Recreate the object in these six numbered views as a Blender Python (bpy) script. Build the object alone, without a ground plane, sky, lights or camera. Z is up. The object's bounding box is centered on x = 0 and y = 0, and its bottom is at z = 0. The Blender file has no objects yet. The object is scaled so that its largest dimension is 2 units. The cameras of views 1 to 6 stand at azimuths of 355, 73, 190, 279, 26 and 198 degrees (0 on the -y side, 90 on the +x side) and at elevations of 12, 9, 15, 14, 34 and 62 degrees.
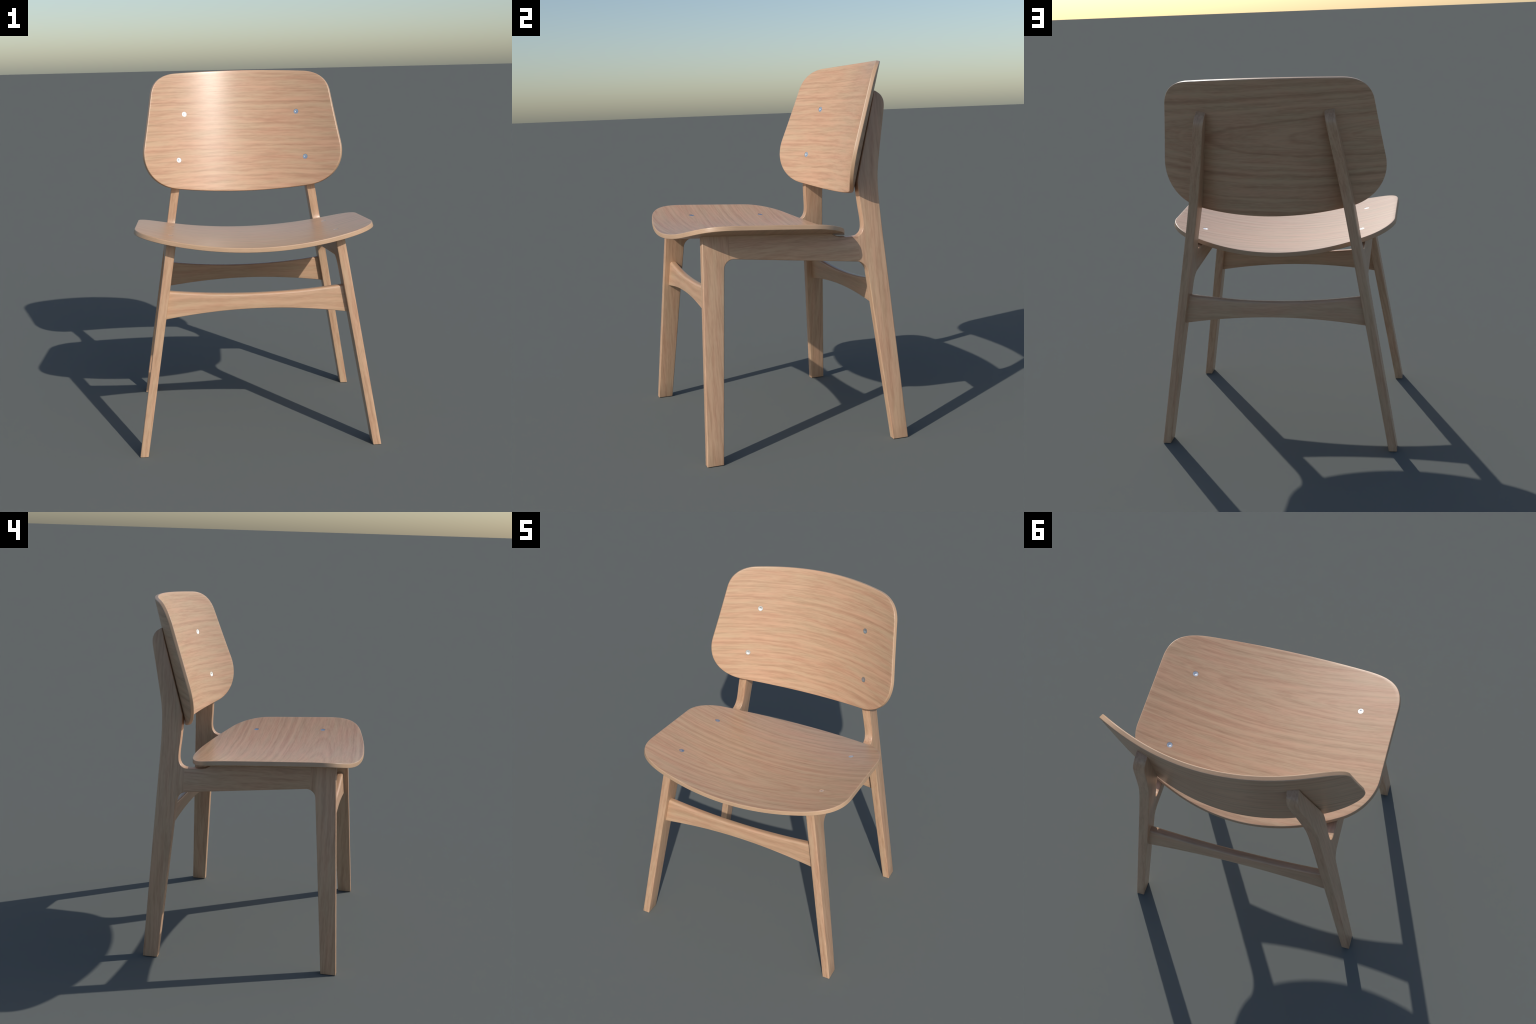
# Wooden dining chair: two splayed side frames (front leg + apron + rear leg cut
# from one outline), two waisted stretchers, a bent-plywood seat and backrest,
# eight recessed metal screws.
import bpy, bmesh, math
from mathutils import Vector, Matrix

# ----------------------------------------------------------------- helpers
def new_object(name, bm, parent, mat=None):
    me = bpy.data.meshes.new(name)
    bm.normal_update()
    bm.to_mesh(me)
    bm.free()
    ob = bpy.data.objects.new(name, me)
    bpy.context.scene.collection.objects.link(ob)
    ob.parent = parent
    if mat:
        me.materials.append(mat)
    return ob


def catmull(points, seg):
    """open Catmull-Rom curve through 2D points"""
    out = []
    n = len(points)
    for i in range(n - 1):
        p0 = points[max(i - 1, 0)]; p1 = points[i]
        p2 = points[i + 1]; p3 = points[min(i + 2, n - 1)]
        for k in range(seg):
            t = k / seg
            out.append(tuple(0.5 * ((2 * b) + (c - a) * t + (2 * a - 5 * b + 4 * c - d) * t * t
                                    + (-a + 3 * b - 3 * c + d) * t ** 3)
                             for a, b, c, d in zip(p0, p1, p2, p3)))
    out.append(points[-1])
    return out


def fillet(a, b, c, r, seg=10):
    """rounded corner at b between the lines a-b and b-c"""
    a, b, c = Vector(a), Vector(b), Vector(c)
    u, v = (a - b).normalized(), (c - b).normalized()
    ang = u.angle(v)
    d = r / math.tan(ang / 2)
    centre = b + (u + v).normalized() * (r / math.sin(ang / 2))
    p, q = b + u * d - centre, b + v * d - centre
    tot = math.atan2(p.x * q.y - p.y * q.x, p.dot(q))
    pts = []
    for i in range(seg + 1):
        t = tot * i / seg
        pts.append((centre.x + p.x * math.cos(t) - p.y * math.sin(t),
                    centre.y + p.x * math.sin(t) + p.y * math.cos(t)))
    return pts


def line(a, b, n):
    return [(a[0] + (b[0] - a[0]) * i / n, a[1] + (b[1] - a[1]) * i / n) for i in range(1, n)]


# ----------------------------------------------------------------- wood material
def wood(name, axis, flat=None, seed=0.0, wave=0.05, lo=3.0, freq=34.0, light=(0.533, 0.340, 0.217),
         mid=(0.463, 0.281, 0.174), dark=(0.378, 0.217, 0.130), contrast=1.0, rough=0.345, lean=0.0,
         fine=0.45, tint_amount=1.0, wander_amount=0.028, eye=None):
    """pale oak. axis = direction of the grain (0 x, 1 y, 2 z) in object space,
    flat = axis that is ignored (veneer laid on a curved sheet)."""
    m = bpy.data.materials.new(name)
    m.use_nodes = True
    nt = m.node_tree
    N, L = nt.nodes, nt.links
    N.clear()
    out = N.new("ShaderNodeOutputMaterial")
    bsdf = N.new("ShaderNodeBsdfPrincipled")
    L.new(bsdf.outputs[0], out.inputs[0])
    tc = N.new("ShaderNodeTexCoord")
    coord = tc.outputs["Object"]
    if lean:                       # straighten the splay so that the grain runs along the board
        sp = N.new("ShaderNodeSeparateXYZ")
        L.new(coord, sp.inputs[0])

        def m2(op, a, b):
            t = N.new("ShaderNodeMath")
            t.operation = op
            for i, v in enumerate((a, b)):
                if isinstance(v, (int, float)):
                    t.inputs[i].default_value = v
                else:
                    L.new(v, t.inputs[i])
            return t.outputs[0]
        xs = m2("ADD", m2("ABSOLUTE", sp.outputs[0], 0.0), m2("MULTIPLY", sp.outputs[2], lean))
        xs = m2("ADD", xs, m2("MULTIPLY", m2("SIGN", sp.outputs[0], 0.0), 1.37))
        cb = N.new("ShaderNodeCombineXYZ")
        L.new(xs, cb.inputs[0])
        L.new(sp.outputs[1], cb.inputs[1])
        L.new(sp.outputs[2], cb.inputs[2])
        coord = cb.outputs[0]

    def mapping(along, across, off):
        mp = N.new("ShaderNodeMapping")
        sc = [across] * 3
        sc[axis] = along
        if flat is not None:
            sc[flat] = 0.0
        mp.inputs["Scale"].default_value = sc
        mp.inputs["Location"].default_value = (seed + off, seed * 0.7 + off * 1.3, seed * 1.9 + off * 0.6)
        L.new(coord, mp.inputs[0])
        return mp.outputs[0]

    def noise(vec, detail=2.0, rough_=0.5, dist=0.0, dim="3D"):
        t = N.new("ShaderNodeTexNoise")
        t.noise_dimensions = dim
        t.inputs["Scale"].default_value = 1.0
        t.inputs["Detail"].default_value = detail
        t.inputs["Roughness"].default_value = rough_
        t.inputs["Distortion"].default_value = dist
        if dim == "1D":
            L.new(vec, t.inputs["W"])
        else:
            L.new(vec, t.inputs["Vector"])
        return t.outputs[0]

    def math_(op, a, b, c=None):
        t = N.new("ShaderNodeMath")
        t.operation = op
        for i, v in enumerate((a, b, c)):
            if v is None:
                continue
            if isinstance(v, (int, float)):
                t.inputs[i].default_value = v
            else:
                L.new(v, t.inputs[i])
        return t.outputs[0]

    def ramp(fac, stops):
        r = N.new("ShaderNodeValToRGB")
        r.color_ramp.elements[0].position, r.color_ramp.elements[0].color = stops[0][0], (*stops[0][1], 1)
        r.color_ramp.elements[1].position, r.color_ramp.elements[1].color = stops[-1][0], (*stops[-1][1], 1)
        for p, c in stops[1:-1]:
            e = r.color_ramp.elements.new(p)
            e.color = (*c, 1)
        L.new(fac, r.inputs[0])
        return r.outputs[0]

    # slow sideways wander of the fibres
    wander = math_("SUBTRACT", noise(mapping(3.4, 11.0, 9.4), 2.0, 0.5), 0.5)
    side = [1.0, 1.0, 1.0]
    side[axis] = 0.0
    sc = N.new("ShaderNodeVectorMath")
    sc.operation = "SCALE"
    sc.inputs[0].default_value = side
    L.new(math_("MULTIPLY", wander, wander_amount), sc.inputs["Scale"])
    ad = N.new("ShaderNodeVectorMath")
    ad.operation = "ADD"
    L.new(coord, ad.inputs[0])
    L.new(sc.outputs[0], ad.inputs[1])
    coord = ad.outputs[0]
    # growth-ring height: position across the grain, bent by slow noise -> cathedral arches
    sep = N.new("ShaderNodeSeparateXYZ")
    L.new(coord, sep.inputs[0])
    cross = [i for i in (0, 1, 2) if i != axis and i != flat]
    h = sep.outputs[cross[0]]
    if len(cross) > 1:
        h = math_("ADD", h, math_("MULTIPLY", sep.outputs[cross[1]], 0.6))
    bend = math_("SUBTRACT", noise(mapping(0.9, lo, 3.1), 1.5, 0.45), 0.5)
    wob = math_("SUBTRACT", noise(mapping(5.0, 22.0, 7.7), 2.0, 0.5), 0.5)
    h = math_("ADD", h, math_("MULTIPLY", bend, wave * 4.0))
    h = math_("ADD", h, math_("MULTIPLY", wob, 0.02))
    if eye:                        # plain-sawn figure: rings close in long tongues round one point
        a0, c0, k = eye
        du = math_("MULTIPLY", math_("SUBTRACT", sep.outputs[axis], a0), k)
        dv = math_("SUBTRACT", h, c0)
        h = math_("SQRT", math_("ADD", math_("MULTIPLY", du, du), math_("MULTIPLY", dv, dv)), 0.0)
    rings = noise(math_("MULTIPLY_ADD", h, freq, seed * 3.0), 3.0, 0.62, 0.0, "1D")
    streak = noise(mapping(5.5, 80.0, 1.7), 3.0, 0.62)
    pore = noise(mapping(22.0, 300.0, 5.3), 2.0, 0.6)
    tone = noise(mapping(3.5, 26.0, 11.9), 3.0, 0.6)

    f = math_("ADD", math_("MULTIPLY", rings, 1.0 - fine), math_("MULTIPLY", streak, fine))
    f = math_("ADD", f, math_("MULTIPLY", math_("SUBTRACT", pore, 0.5), 0.30))
    f = math_("MULTIPLY_ADD", math_("SUBTRACT", f, 0.5), contrast, 0.5)
    col = ramp(f, [(0.27, dark), (0.42, mid), (0.55, light), (0.74, tuple(min(1, c * 1.09) for c in light))])
    # slow drift between a pinker and a yellower tan
    tint = ramp(tone, [(0.34, (1.045, 0.955, 0.94)), (0.66, (0.965, 1.025, 1.0))])
    mix = N.new("ShaderNodeMix")
    mix.data_type = "RGBA"
    mix.blend_type = "MULTIPLY"
    mix.inputs[0].default_value = tint_amount
    L.new(col, mix.inputs[6])
    L.new(tint, mix.inputs[7])
    L.new(mix.outputs[2], bsdf.inputs["Base Color"])
    bsdf.inputs["Roughness"].default_value = rough
    bsdf.inputs["IOR"].default_value = 1.5
    bsdf.inputs["Specular IOR Level"].default_value = 0.62
    bump = N.new("ShaderNodeBump")
    bump.inputs["Strength"].default_value = 0.06
    bump.inputs["Distance"].default_value = 0.002
    L.new(pore, bump.inputs["Height"])
    L.new(bump.outputs[0], bsdf.inputs["Normal"])
    return m


def metal():
    m = bpy.data.materials.new("zinc_plated_steel")
    m.use_nodes = True
    b = m.node_tree.nodes["Principled BSDF"]
    b.inputs["Base Color"].default_value = (0.80, 0.81, 0.82, 1)
    b.inputs["Metallic"].default_value = 1.0
    b.inputs["Roughness"].default_value = 0.24
    nt = m.node_tree
    n = nt.nodes.new("ShaderNodeTexNoise")
    n.inputs["Scale"].default_value = 260
    r = nt.nodes.new("ShaderNodeMapRange")
    r.inputs[3].default_value = 0.30
    r.inputs[4].default_value = 0.38
    nt.links.new(n.outputs[0], r.inputs[0])
    nt.links.new(r.outputs[0], b.inputs["Roughness"])
    return m


LEAN = 0.1646
MAT_LEG = wood("oak_upright_grain", 2, seed=2.3, wave=0.004, lo=6.0, freq=46.0, contrast=1.0, lean=LEAN, fine=0.6,
               tint_amount=0.65, wander_amount=0.012)
MAT_APRON = wood("oak_apron_grain", 1, seed=5.1, wave=0.012, lo=6.0, freq=46.0, contrast=1.1, lean=LEAN, fine=0.45,
                 tint_amount=0.6, wander_amount=0.014)
MAT_STRETCHER = wood("oak_stretcher_grain", 0, seed=8.6, wave=0.012, lo=5.0, freq=36.0, contrast=0.75,
                     tint_amount=0.8, wander_amount=0.02)
MAT_SEAT = wood("oak_seat_veneer", 0, flat=2, seed=1.4, wave=0.008, lo=3.0, freq=40.0, fine=0.46, contrast=0.95,
                tint_amount=0.75, wander_amount=0.016, eye=(-0.86, -0.36, 0.09))
MAT_BACK = wood("oak_backrest_veneer", 0, flat=1, seed=3.7, wave=0.012, lo=2.6, freq=44.0, contrast=0.88, fine=0.58,
                tint_amount=0.85, wander_amount=0.018)
MAT_BACK_REAR = wood("oak_backrest_rear_veneer", 0, flat=1, seed=6.2, wave=0.012, lo=3.0, freq=36.0, contrast=1.1, fine=0.36,
                     tint_amount=0.8, wander_amount=0.02, eye=(-0.72, 1.70, 0.11))


def plain(name, c0, c1):
    m = bpy.data.materials.new(name)
    m.use_nodes = True
    nt = m.node_tree
    b = nt.nodes["Principled BSDF"]
    tc = nt.nodes.new("ShaderNodeTexCoord")
    n = nt.nodes.new("ShaderNodeTexNoise")
    n.inputs["Scale"].default_value = 9.0
    n.inputs["Detail"].default_value = 3.0
    r = nt.nodes.new("ShaderNodeValToRGB")
    r.color_ramp.elements[0].position, r.color_ramp.elements[0].color = 0.35, (*c0, 1)
    r.color_ramp.elements[1].position, r.color_ramp.elements[1].color = 0.65, (*c1, 1)
    nt.links.new(tc.outputs["Object"], n.inputs["Vector"])
    nt.links.new(n.outputs[0], r.inputs[0])
    nt.links.new(r.outputs[0], b.inputs["Base Color"])
    b.inputs["Roughness"].default_value = 0.4
    return m


MAT_EDGE = plain("oak_ply_edge", (0.485, 0.318, 0.202), (0.525, 0.347, 0.222))
MAT_GLUE = plain("oak_ply_seam", (0.43, 0.265, 0.158), (0.46, 0.285, 0.17))
MAT_METAL = metal()

# ----------------------------------------------------------------- root
chair = bpy.data.objects.new("wooden_chair", None)
bpy.context.scene.collection.objects.link(chair)
chair["label"] = "pale oak dining chair with curved plywood seat and backrest"
chair["category"] = "chair"

# ----------------------------------------------------------------- bent plywood shells
def seat_height(x, y):
    dish = max(0.0, 1 - ((y + 0.12) / 0.5) ** 2) * (1 - x * x / 0.45) * 0.004
    return 1.0877 - 0.0589 * y + 0.2336 * x * x - 0.0129 * y * y - dish


def back_depth(x, z):
    h = z - 1.63
    return 0.5062 + 0.2496 * h - 0.565 * x * x + 0.0161 * h * h


# Outlines (right half, mirrored): a bowed upper edge v = top - bow * x^2 out to x = run,
# a rounded corner, an almost straight side p -> q, a rounded corner, a bowed lower edge.
SEAT_OUTLINE = dict(top=(0.3871, 0.5213, 0.4917), p=(0.6261, 0.0443), q=(0.6282, -0.3584), bulge=-0.0007,
                    bottom=(-0.6165, 0.2289, 0.4187), k=(0.588, 0.729), centre=-0.15)
BACK_OUTLINE = dict(top=(2.0, 0.0692, 0.3854), p=(0.5323, 1.8694), q=(0.5795, 1.5726), bulge=-0.003,
                    bottom=(1.2785, 0.2172, 0.3915), k=(0.6705, 0.584), centre=1.63)


def half_outline(o):
    vt, bt, at = o["top"]
    vb, bb, ab = o["bottom"]
    P, Q = Vector(o["p"]), Vector(o["q"])
    D = Q - P
    nrm = Vector((-D.y, D.x)) * o["bulge"] * 4

    def corner(p0, d0, p3, d3, k, n=48):
        # cubic whose handles point at the crossing of the two edge tangents
        den = d0.x * d3.y - d0.y * d3.x
        w = p3 - p0
        X = p0 + d0 * ((w.x * d3.y - w.y * d3.x) / den)
        h0, h3 = p0.lerp(X, k), p3.lerp(X, k)
        return [p0 * (1 - t) ** 3 + h0 * 3 * t * (1 - t) ** 2 + h3 * 3 * t * t * (1 - t) + p3 * t ** 3
                for t in (i / n for i in range(n + 1))]

    if nrm.x * o["bulge"] < 0:
        nrm = -nrm
    pts = [Vector((at * i / 24, vt - bt * (at * i / 24) ** 2)) for i in range(24)]
    pts += corner(Vector((at, vt - bt * at * at)), Vector((1, -2 * bt * at)), P, -(D + nrm), o["k"][0])
    pts += [P + D * t + nrm * t * (1 - t) for t in (i / 24 for i in range(1, 24))]
    pts += corner(Q, D - nrm, Vector((ab, vb + bb * ab * ab)), Vector((1, 2 * bb * ab)), o["k"][1])
    pts += [Vector((ab * i / 24, vb + bb * (ab * i / 24) ** 2)) for i in range(23, -1, -1)]
    return pts


def full_outline(o, count):
    """closed outline, evenly spaced"""
    h = half_outline(o)
    pts = h + [Vector((-p.x, p.y)) for p in reversed(h[1:-1])]
    n = len(pts)
    acc = [0.0]
    for i in range(n):
        acc.append(acc[-1] + (pts[(i + 1) % n] - pts[i]).length)
    out, j = [], 0
    for i in range(count):
        d = acc[-1] * i / count
        while acc[j + 1] < d:
            j += 1
        t = (d - acc[j]) / (acc[j + 1] - acc[j])
        p = pts[j].lerp(pts[(j + 1) % n], t)
        out.append((p.x, p.y))
    return out


PLY = 0.025           # seat sheet; the backrest sheet is thinner


def shell(name, outline, place, side, mat, sectors=320, rings=36, r=0.003, ply=PLY, rear=None):
    """curved sheet: place(x, v) gives the show face, side = +1/-1 picks the normal
    that points out of the show face; the sheet is ply thick behind it."""
    v0 = outline["centre"]
    bm = bmesh.new()

    def show(x, v):
        return Vector(place(x, v))

    def normal(x, v):
        e = 1e-4
        n = (show(x + e, v) - show(x - e, v)).cross(show(x, v + e) - show(x, v - e)).normalized()
        return n * side

    edge = full_outline(outline, sectors)
    prof = []           # (inset, depth) around the rim
    for i in range(6):
        a = math.pi / 2 * i / 5
        prof.append((r * (1 - math.sin(a)), r * (1 - math.cos(a))))
    prof += [(0.0, ply * 0.34), (0.0, ply * 0.40), (0.0, ply * 0.62), (0.0, ply * 0.67)]
    for i in range(6):
        a = math.pi / 2 * i / 5
        prof.append((r * (1 - math.cos(a)), ply - r * (1 - math.sin(a))))

    def ring(inset, depth, scale=1.0):
        vs = []
        for i in range(sectors):
            x, v = edge[i]
            xa, va = edge[i - 1]
            xb, vb = edge[(i + 1) % sectors]
            t = Vector((xb - xa, vb - va)).normalized()
            nx, nv = t.y, -t.x                      # outward in the parameter plane
            if nx * x + nv * (v - v0) < 0:
                nx, nv = -nx, -nv
            px, pv = x - nx * (inset - 0.0013), v - nv * (inset - 0.0013)
            px, pv = px * scale, v0 + (pv - v0) * scale
            vs.append(bm.verts.new(show(px, pv) - normal(px, pv) * depth))
        return vs

    loops = []
    scales = [((k + 1) / rings) ** 0.9 for k in range(rings)]
    for s in scales[:-1]:
        loops.append(ring(r, 0.0, s))
    for inset, depth in prof:
        loops.append(ring(inset, depth))
    for s in reversed(scales[:-1]):
        loops.append(ring(r, ply, s))
    first = rings - 1                     # rim bands: plies of the sheet show as soft lines
    slot = {first + k: 1 for k in range(3, len(prof) - 4)}
    slot[first + 6] = slot[first + 8] = 2
    if rear:
        slot.update({k: 3 for k in range(first + len(prof) - 3, len(loops))})
    for k, (a, b) in enumerate(zip(loops[:-1], loops[1:])):
        for i in range(sectors):
            j = (i + 1) % sectors
            f = bm.faces.new((a[i], a[j], b[j], b[i]))
            f.material_index = slot.get(k, 0)
    for lp, d, s_ in ((loops[0], 0.0, 0), (loops[-1], ply, 3 if rear else 0)):
        c = bm.verts.new(show(0, v0) - normal(0, v0) * d)
        for i in range(sectors):
            j = (i + 1) % sectors
            bm.faces.new((lp[i], lp[j], c)).material_index = s_
    bmesh.ops.recalc_face_normals(bm, faces=bm.faces)
    for f in bm.faces:
        f.smooth = True
    ob = new_object(name, bm, chair, mat)
    ob.data.materials.append(MAT_EDGE)
    ob.data.materials.append(MAT_GLUE)
    if rear:
        ob.data.materials.append(rear)
    return ob, show, normal


seat, seat_show, seat_normal = shell("seat", SEAT_OUTLINE, lambda x, y: (x, y, seat_height(x, y)), 1, MAT_SEAT)
back, back_show, back_normal = shell("backrest", BACK_OUTLINE, lambda x, z: (x, back_depth(x, z), z), 1, MAT_BACK, ply=0.0228, r=0.0042, rear=MAT_BACK_REAR)

# ----------------------------------------------------------------- screws in shallow bores
SCREW_R, RECESS = 0.0150, 0.0008


def lathe(profile, seg=40):
    bm = bmesh.new()
    loops = []
    for rr, z in profile:
        if rr == 0:
            loops.append([bm.verts.new((0, 0, z))])
        else:
            loops.append([bm.verts.new((rr * math.cos(2 * math.pi * i / seg), rr * math.sin(2 * math.pi * i / seg), z))
                          for i in range(seg)])
    for a, b in zip(loops[:-1], loops[1:]):
        for i in range(seg):
            j = (i + 1) % seg
            if len(a) == 1:
                bm.faces.new((a[0], b[i], b[j]))
            elif len(b) == 1:
                bm.faces.new((a[i], b[0], a[j]))
            else:
                bm.faces.new((a[i], b[i], b[j], a[j]))
    bmesh.ops.recalc_face_normals(bm, faces=bm.faces)
    return bm


screw_mesh = None
cutters = []


def add_screw(parent, p, n):
    global screw_mesh
    rot = n.to_track_quat("Z", "Y").to_matrix().to_4x4()
    mat = Matrix.Translation(p) @ rot
    if screw_mesh is None:
        bm = lathe([(0, -RECESS - 0.0009), (0.0014, -RECESS - 0.0008), (0.0024, -RECESS - 0.0001), (0.0027, -RECESS),
                    (0.0144, -RECESS), (SCREW_R, -RECESS - 0.0005),
                    (SCREW_R, -0.010), (0, -0.010)])
        for f in bm.faces:
            f.smooth = True
        ob = new_object("screw", bm, parent, MAT_METAL)
        screw_mesh = ob.data
        screw_mesh.set_sharp_from_angle(angle=math.radians(35))
    else:
        ob = bpy.data.objects.new("screw", screw_mesh)
        bpy.context.scene.collection.objects.link(ob)
        ob.parent = parent
    ob.matrix_world = mat
    cb = lathe([(0, -0.0085), (SCREW_R + 0.0004, -0.0085), (SCREW_R + 0.0004, 0.012), (0, 0.012)], 40)
    cut = new_object("bore", cb, None)
    cut.matrix_world = mat
    return cut


def bore(ob, cuts):
    bpy.context.view_layer.update()
    dg = bpy.context.evaluated_depsgraph_get()
    for c in cuts:
        m = ob.modifiers.new("bore", "BOOLEAN")
        m.operation = "DIFFERENCE"
        m.solver = "EXACT"
        m.object = c
    dg.update()
    ev = ob.evaluated_get(dg)
    me = bpy.data.meshes.new_from_object(ev)
    ob.modifiers.clear()
    old = ob.data
    ob.data = me
    me.name = old.name
    bpy.data.meshes.remove(old)
    me.set_sharp_from_angle(angle=math.radians(40))
    for c in cuts:
        bpy.data.objects.remove(c)


cuts = [add_screw(seat, seat_show(s * 0.4445, y), seat_normal(s * 0.4445, y)) for s in (-1, 1) for y in (0.0967, -0.333)]
bore(seat, cuts)
cuts = [add_screw(back, back_show(s * x, z), back_normal(s * x, z)) for s in (-1, 1) for x, z in ((0.3403, 1.7475), (0.3825, 1.479))]
bore(back, cuts)

# ----------------------------------------------------------------- side frames
OUT0, OUTK = 0.6495, 0.1625        # outer face  x = OUT0 - OUTK * z
INN0, INNK = 0.6045, 0.1667        # inner face


def under_seat(y):
    """seat underside along the outer face of the frame"""
    z = 1.12
    for _ in range(4):
        z = seat_height(OUT0 - OUTK * z, y) - PLY * 1.025
    return z + 0.0015


def frame_outline():
    p = []
    # front leg, front edge upwards
    p += [(-0.5630, 0.0)] + line((-0.5630, 0.0), (-0.4915, 1.13), 12)
    top_front = (-0.491, under_seat(-0.491))
    p += [top_front]
    # apron top follows the seat, then dips under the back rim of the seat
    p += [(y, under_seat(y)) for y in (-0.4, -0.3, -0.2, -0.1, 0.0, 0.1, 0.16)]
    p += catmull([(0.19, under_seat(0.19)), (0.203, 1.1005), (0.216, 1.0925), (0.230, 1.0850), (0.250, 1.0790), (0.280, 1.0765),
                  (0.330, 1.0752), (0.354, 1.0785), (0.373, 1.0915), (0.384, 1.1125), (0.3872, 1.140),
                  (0.3860, 1.175), (0.3815, 1.225), (0.3780, 1.280), (0.3758, 1.330), (0.3768, 1.3700)], 4)
    # slanted face behind the backrest
    p += line((0.3768, 1.3700), (0.519, 1.8345), 8)
    p += [(0.5155, 1.834)]
    # rounded head and the cranked rear edge down to the foot
    p += catmull([(0.522, 1.8335), (0.5445, 1.8185), (0.5570, 1.8040), (0.5650, 1.7850), (0.5668, 1.7630), (0.5638, 1.7390),
                  (0.5515, 1.680), (0.5310, 1.585), (0.5148, 1.505), (0.5030, 1.445), (0.4950, 1.390), (0.4912, 1.335),
                  (0.4904, 1.275), (0.4917, 1.200), (0.4950, 1.098), (0.5020, 0.938)], 5)
    p += line((0.5020, 0.938), (0.540, 0.0), 10)
    p += [(0.540, 0.0), (0.4555, 0.0)]
    # rear leg front edge up, apron underside, front leg back edge down
    a, b, c = (0.4555, 0.0), (0.3875, 0.9395), (-0.395, 1.0185)
    f = fillet(a, b, c, 0.062)
    p += line(a, f[0], 8) + f
    d = (-0.4785, 0.0)
    g = fillet(f[-1], (-0.3855, 1.0165), d, 0.052)
    p += line(f[-1], g[0], 6) + g + line(g[-1], d, 8) + [d]
    # drop doubles
    q = [p[0]]
    for k in p[1:]:
        if (Vector(k) - Vector(q[-1])).length > 1e-4:
            q.append(k)
    return q


JOINTS = ((-0.355, 0), (0.350, 1))


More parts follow.
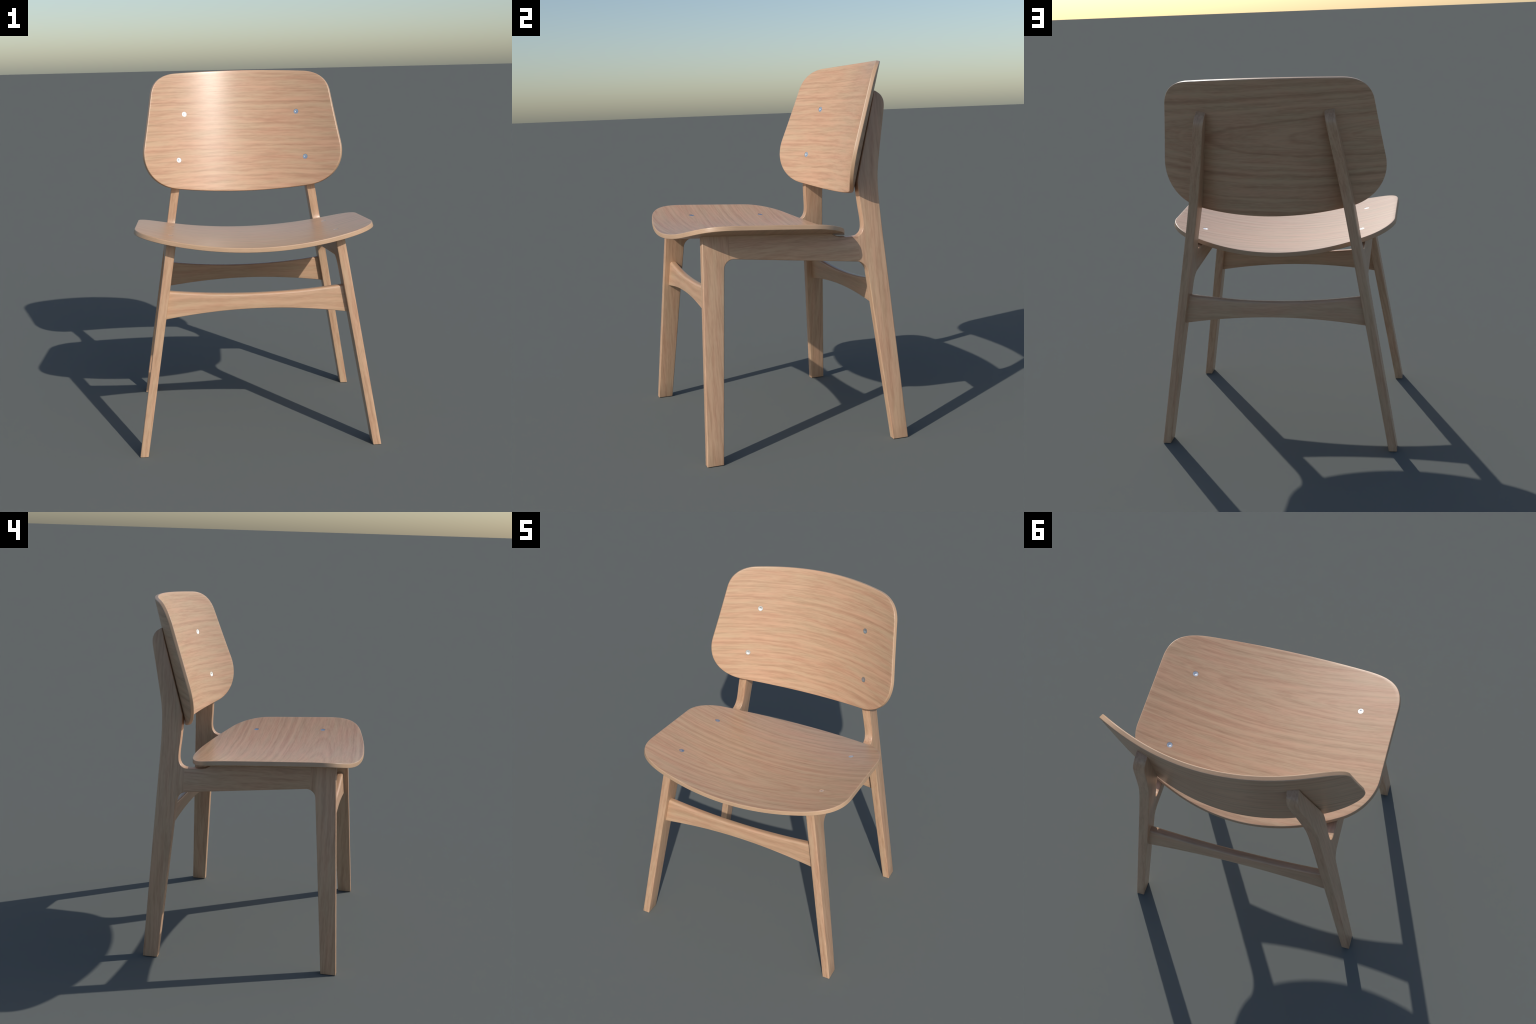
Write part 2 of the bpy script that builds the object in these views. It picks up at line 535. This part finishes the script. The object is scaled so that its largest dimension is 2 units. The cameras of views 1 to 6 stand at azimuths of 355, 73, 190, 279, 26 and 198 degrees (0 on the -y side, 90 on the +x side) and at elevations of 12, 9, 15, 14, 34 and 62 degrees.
def frame(sign):
    pts = [Vector(k) for k in frame_outline()]
    n = len(pts)
    area = sum(pts[i].x * pts[(i + 1) % n].y - pts[(i + 1) % n].x * pts[i].y for i in range(n))
    if area < 0:
        pts.reverse()
    # inward normals with mitre
    inn = []
    for i in range(n):
        e0 = (pts[i] - pts[i - 1]).normalized()
        e1 = (pts[(i + 1) % n] - pts[i]).normalized()
        n0, n1 = Vector((-e0.y, e0.x)), Vector((-e1.y, e1.x))
        m = (n0 + n1)
        m = m / max(m.dot(n0), 0.35) if m.length > 1e-6 else n0
        inn.append(m)
    r = 0.0045
    flat_z = 1e-4
    bm = bmesh.new()

    def ring(inset, t, depth):
        """t 0 = outer face, 1 = inner face; depth = distance from that face"""
        vs = []
        for p, m in zip(pts, inn):
            k = inset - 0.0006
            q = p + m * k
            z = q.y
            if p.y < flat_z:                 # feet keep a small arris on the floor
                q = Vector((q.x, max(0.0, min(q.y, inset * 0.35))))
            xo = OUT0 - OUTK * q.y
            xi = INN0 - INNK * q.y
            x = xo - depth if t == 0 else xi + depth
            vs.append(bm.verts.new((sign * x, q.x, q.y)))
        return vs

    arc = [(r * (1 - math.sin(math.pi / 2 * i / 5)), r * (1 - math.cos(math.pi / 2 * i / 5))) for i in range(6)]
    loops = [ring(a, 0, b) for a, b in arc] + [ring(a, 1, b) for a, b in reversed(arc)]
    for a, b in zip(loops[:-1], loops[1:]):
        for i in range(n):
            j = (i + 1) % n
            f = bm.faces.new((a[i], a[j], b[j], b[i]))
            f.smooth = True
    caps = [bm.faces.new(loops[0]), bm.faces.new(loops[-1])]
    bmesh.ops.recalc_face_normals(bm, faces=bm.faces)
    # cut the outline into leg / apron / leg at the two glue joints
    for y, _ in JOINTS:
        bmesh.ops.bisect_plane(bm, geom=bm.verts[:] + bm.edges[:] + bm.faces[:], dist=1e-6,
                               plane_co=(0, y, 0), plane_no=(0, 1, 0))
    # keep only cuts inside the apron zone: split there
    def region(f):
        c = f.calc_center_bounds()
        y = [v.co.y for v in f.verts]
        mid = (min(y) + max(y)) / 2
        return 0 if mid < JOINTS[0][0] else (2 if mid > JOINTS[1][0] else 1)
    tags = {f.index: region(f) for f in bm.faces}
    bm.faces.index_update()
    bm.faces.ensure_lookup_table()
    tags = [region(f) for f in bm.faces]
    for which, name, mat in ((0, "leg", MAT_LEG), (1, "apron", MAT_APRON), (2, "leg", MAT_LEG)):
        part = bm.copy()
        part.faces.ensure_lookup_table()
        kill = [part.faces[i] for i, t in enumerate(tags) if t != which]
        bmesh.ops.delete(part, geom=kill, context="FACES")
        ob = new_object(name, part, chair, mat)
        ob.data.set_sharp_from_angle(angle=math.radians(50))
    bm.free()


frame(1)
frame(-1)

# ----------------------------------------------------------------- stretchers
def stretcher(y_mid, z_ref, lean, half, top_end, top_mid, bot_end, bot_mid):
    """waisted rail between two legs; lean = dy/dz of its faces"""
    bm = bmesh.new()
    nx = 40
    rt, rb = 0.012, 0.004
    loops = []
    for i in range(nx + 1):
        s = -1 + 2 * i / nx
        k = s * s
        top = top_mid + (top_end - top_mid) * k
        bot = bot_mid + (bot_end - bot_mid) * k
        sec = []
        for cx, cz, rad, a0 in ((half, top, rt, 0), (-half, top, rt, 90), (-half, bot, rb, 180), (half, bot, rb, 270)):
            ox = cx - math.copysign(rad, cx)
            oz = cz - rad if a0 < 180 else cz + rad
            for j in range(7):
                a = math.radians(a0 + 90 * j / 6)
                sec.append((ox + rad * math.cos(a), oz + rad * math.sin(a)))
        vs = []
        for dy, z in sec:
            xin = INN0 - INNK * z + 0.012            # tenon runs a little into the leg
            vs.append(bm.verts.new((s * xin, y_mid + dy + lean * (z - z_ref), z)))
        loops.append(vs)
    m = len(loops[0])
    for a, b in zip(loops[:-1], loops[1:]):
        for i in range(m):
            j = (i + 1) % m
            f = bm.faces.new((a[i], a[j], b[j], b[i]))
            f.smooth = True
    bm.faces.new(loops[0])
    bm.faces.new(loops[-1])
    bmesh.ops.recalc_face_normals(bm, faces=bm.faces)
    ob = new_object("stretcher", bm, chair, MAT_STRETCHER)
    ob.data.set_sharp_from_angle(angle=math.radians(40))


stretcher(-0.4620, 0.80, 0.085, 0.0200, 0.8762, 0.8480, 0.7265, 0.7675)
stretcher(0.4545, 0.77, -0.069, 0.0195, 0.8460, 0.8122, 0.688, 0.7275)
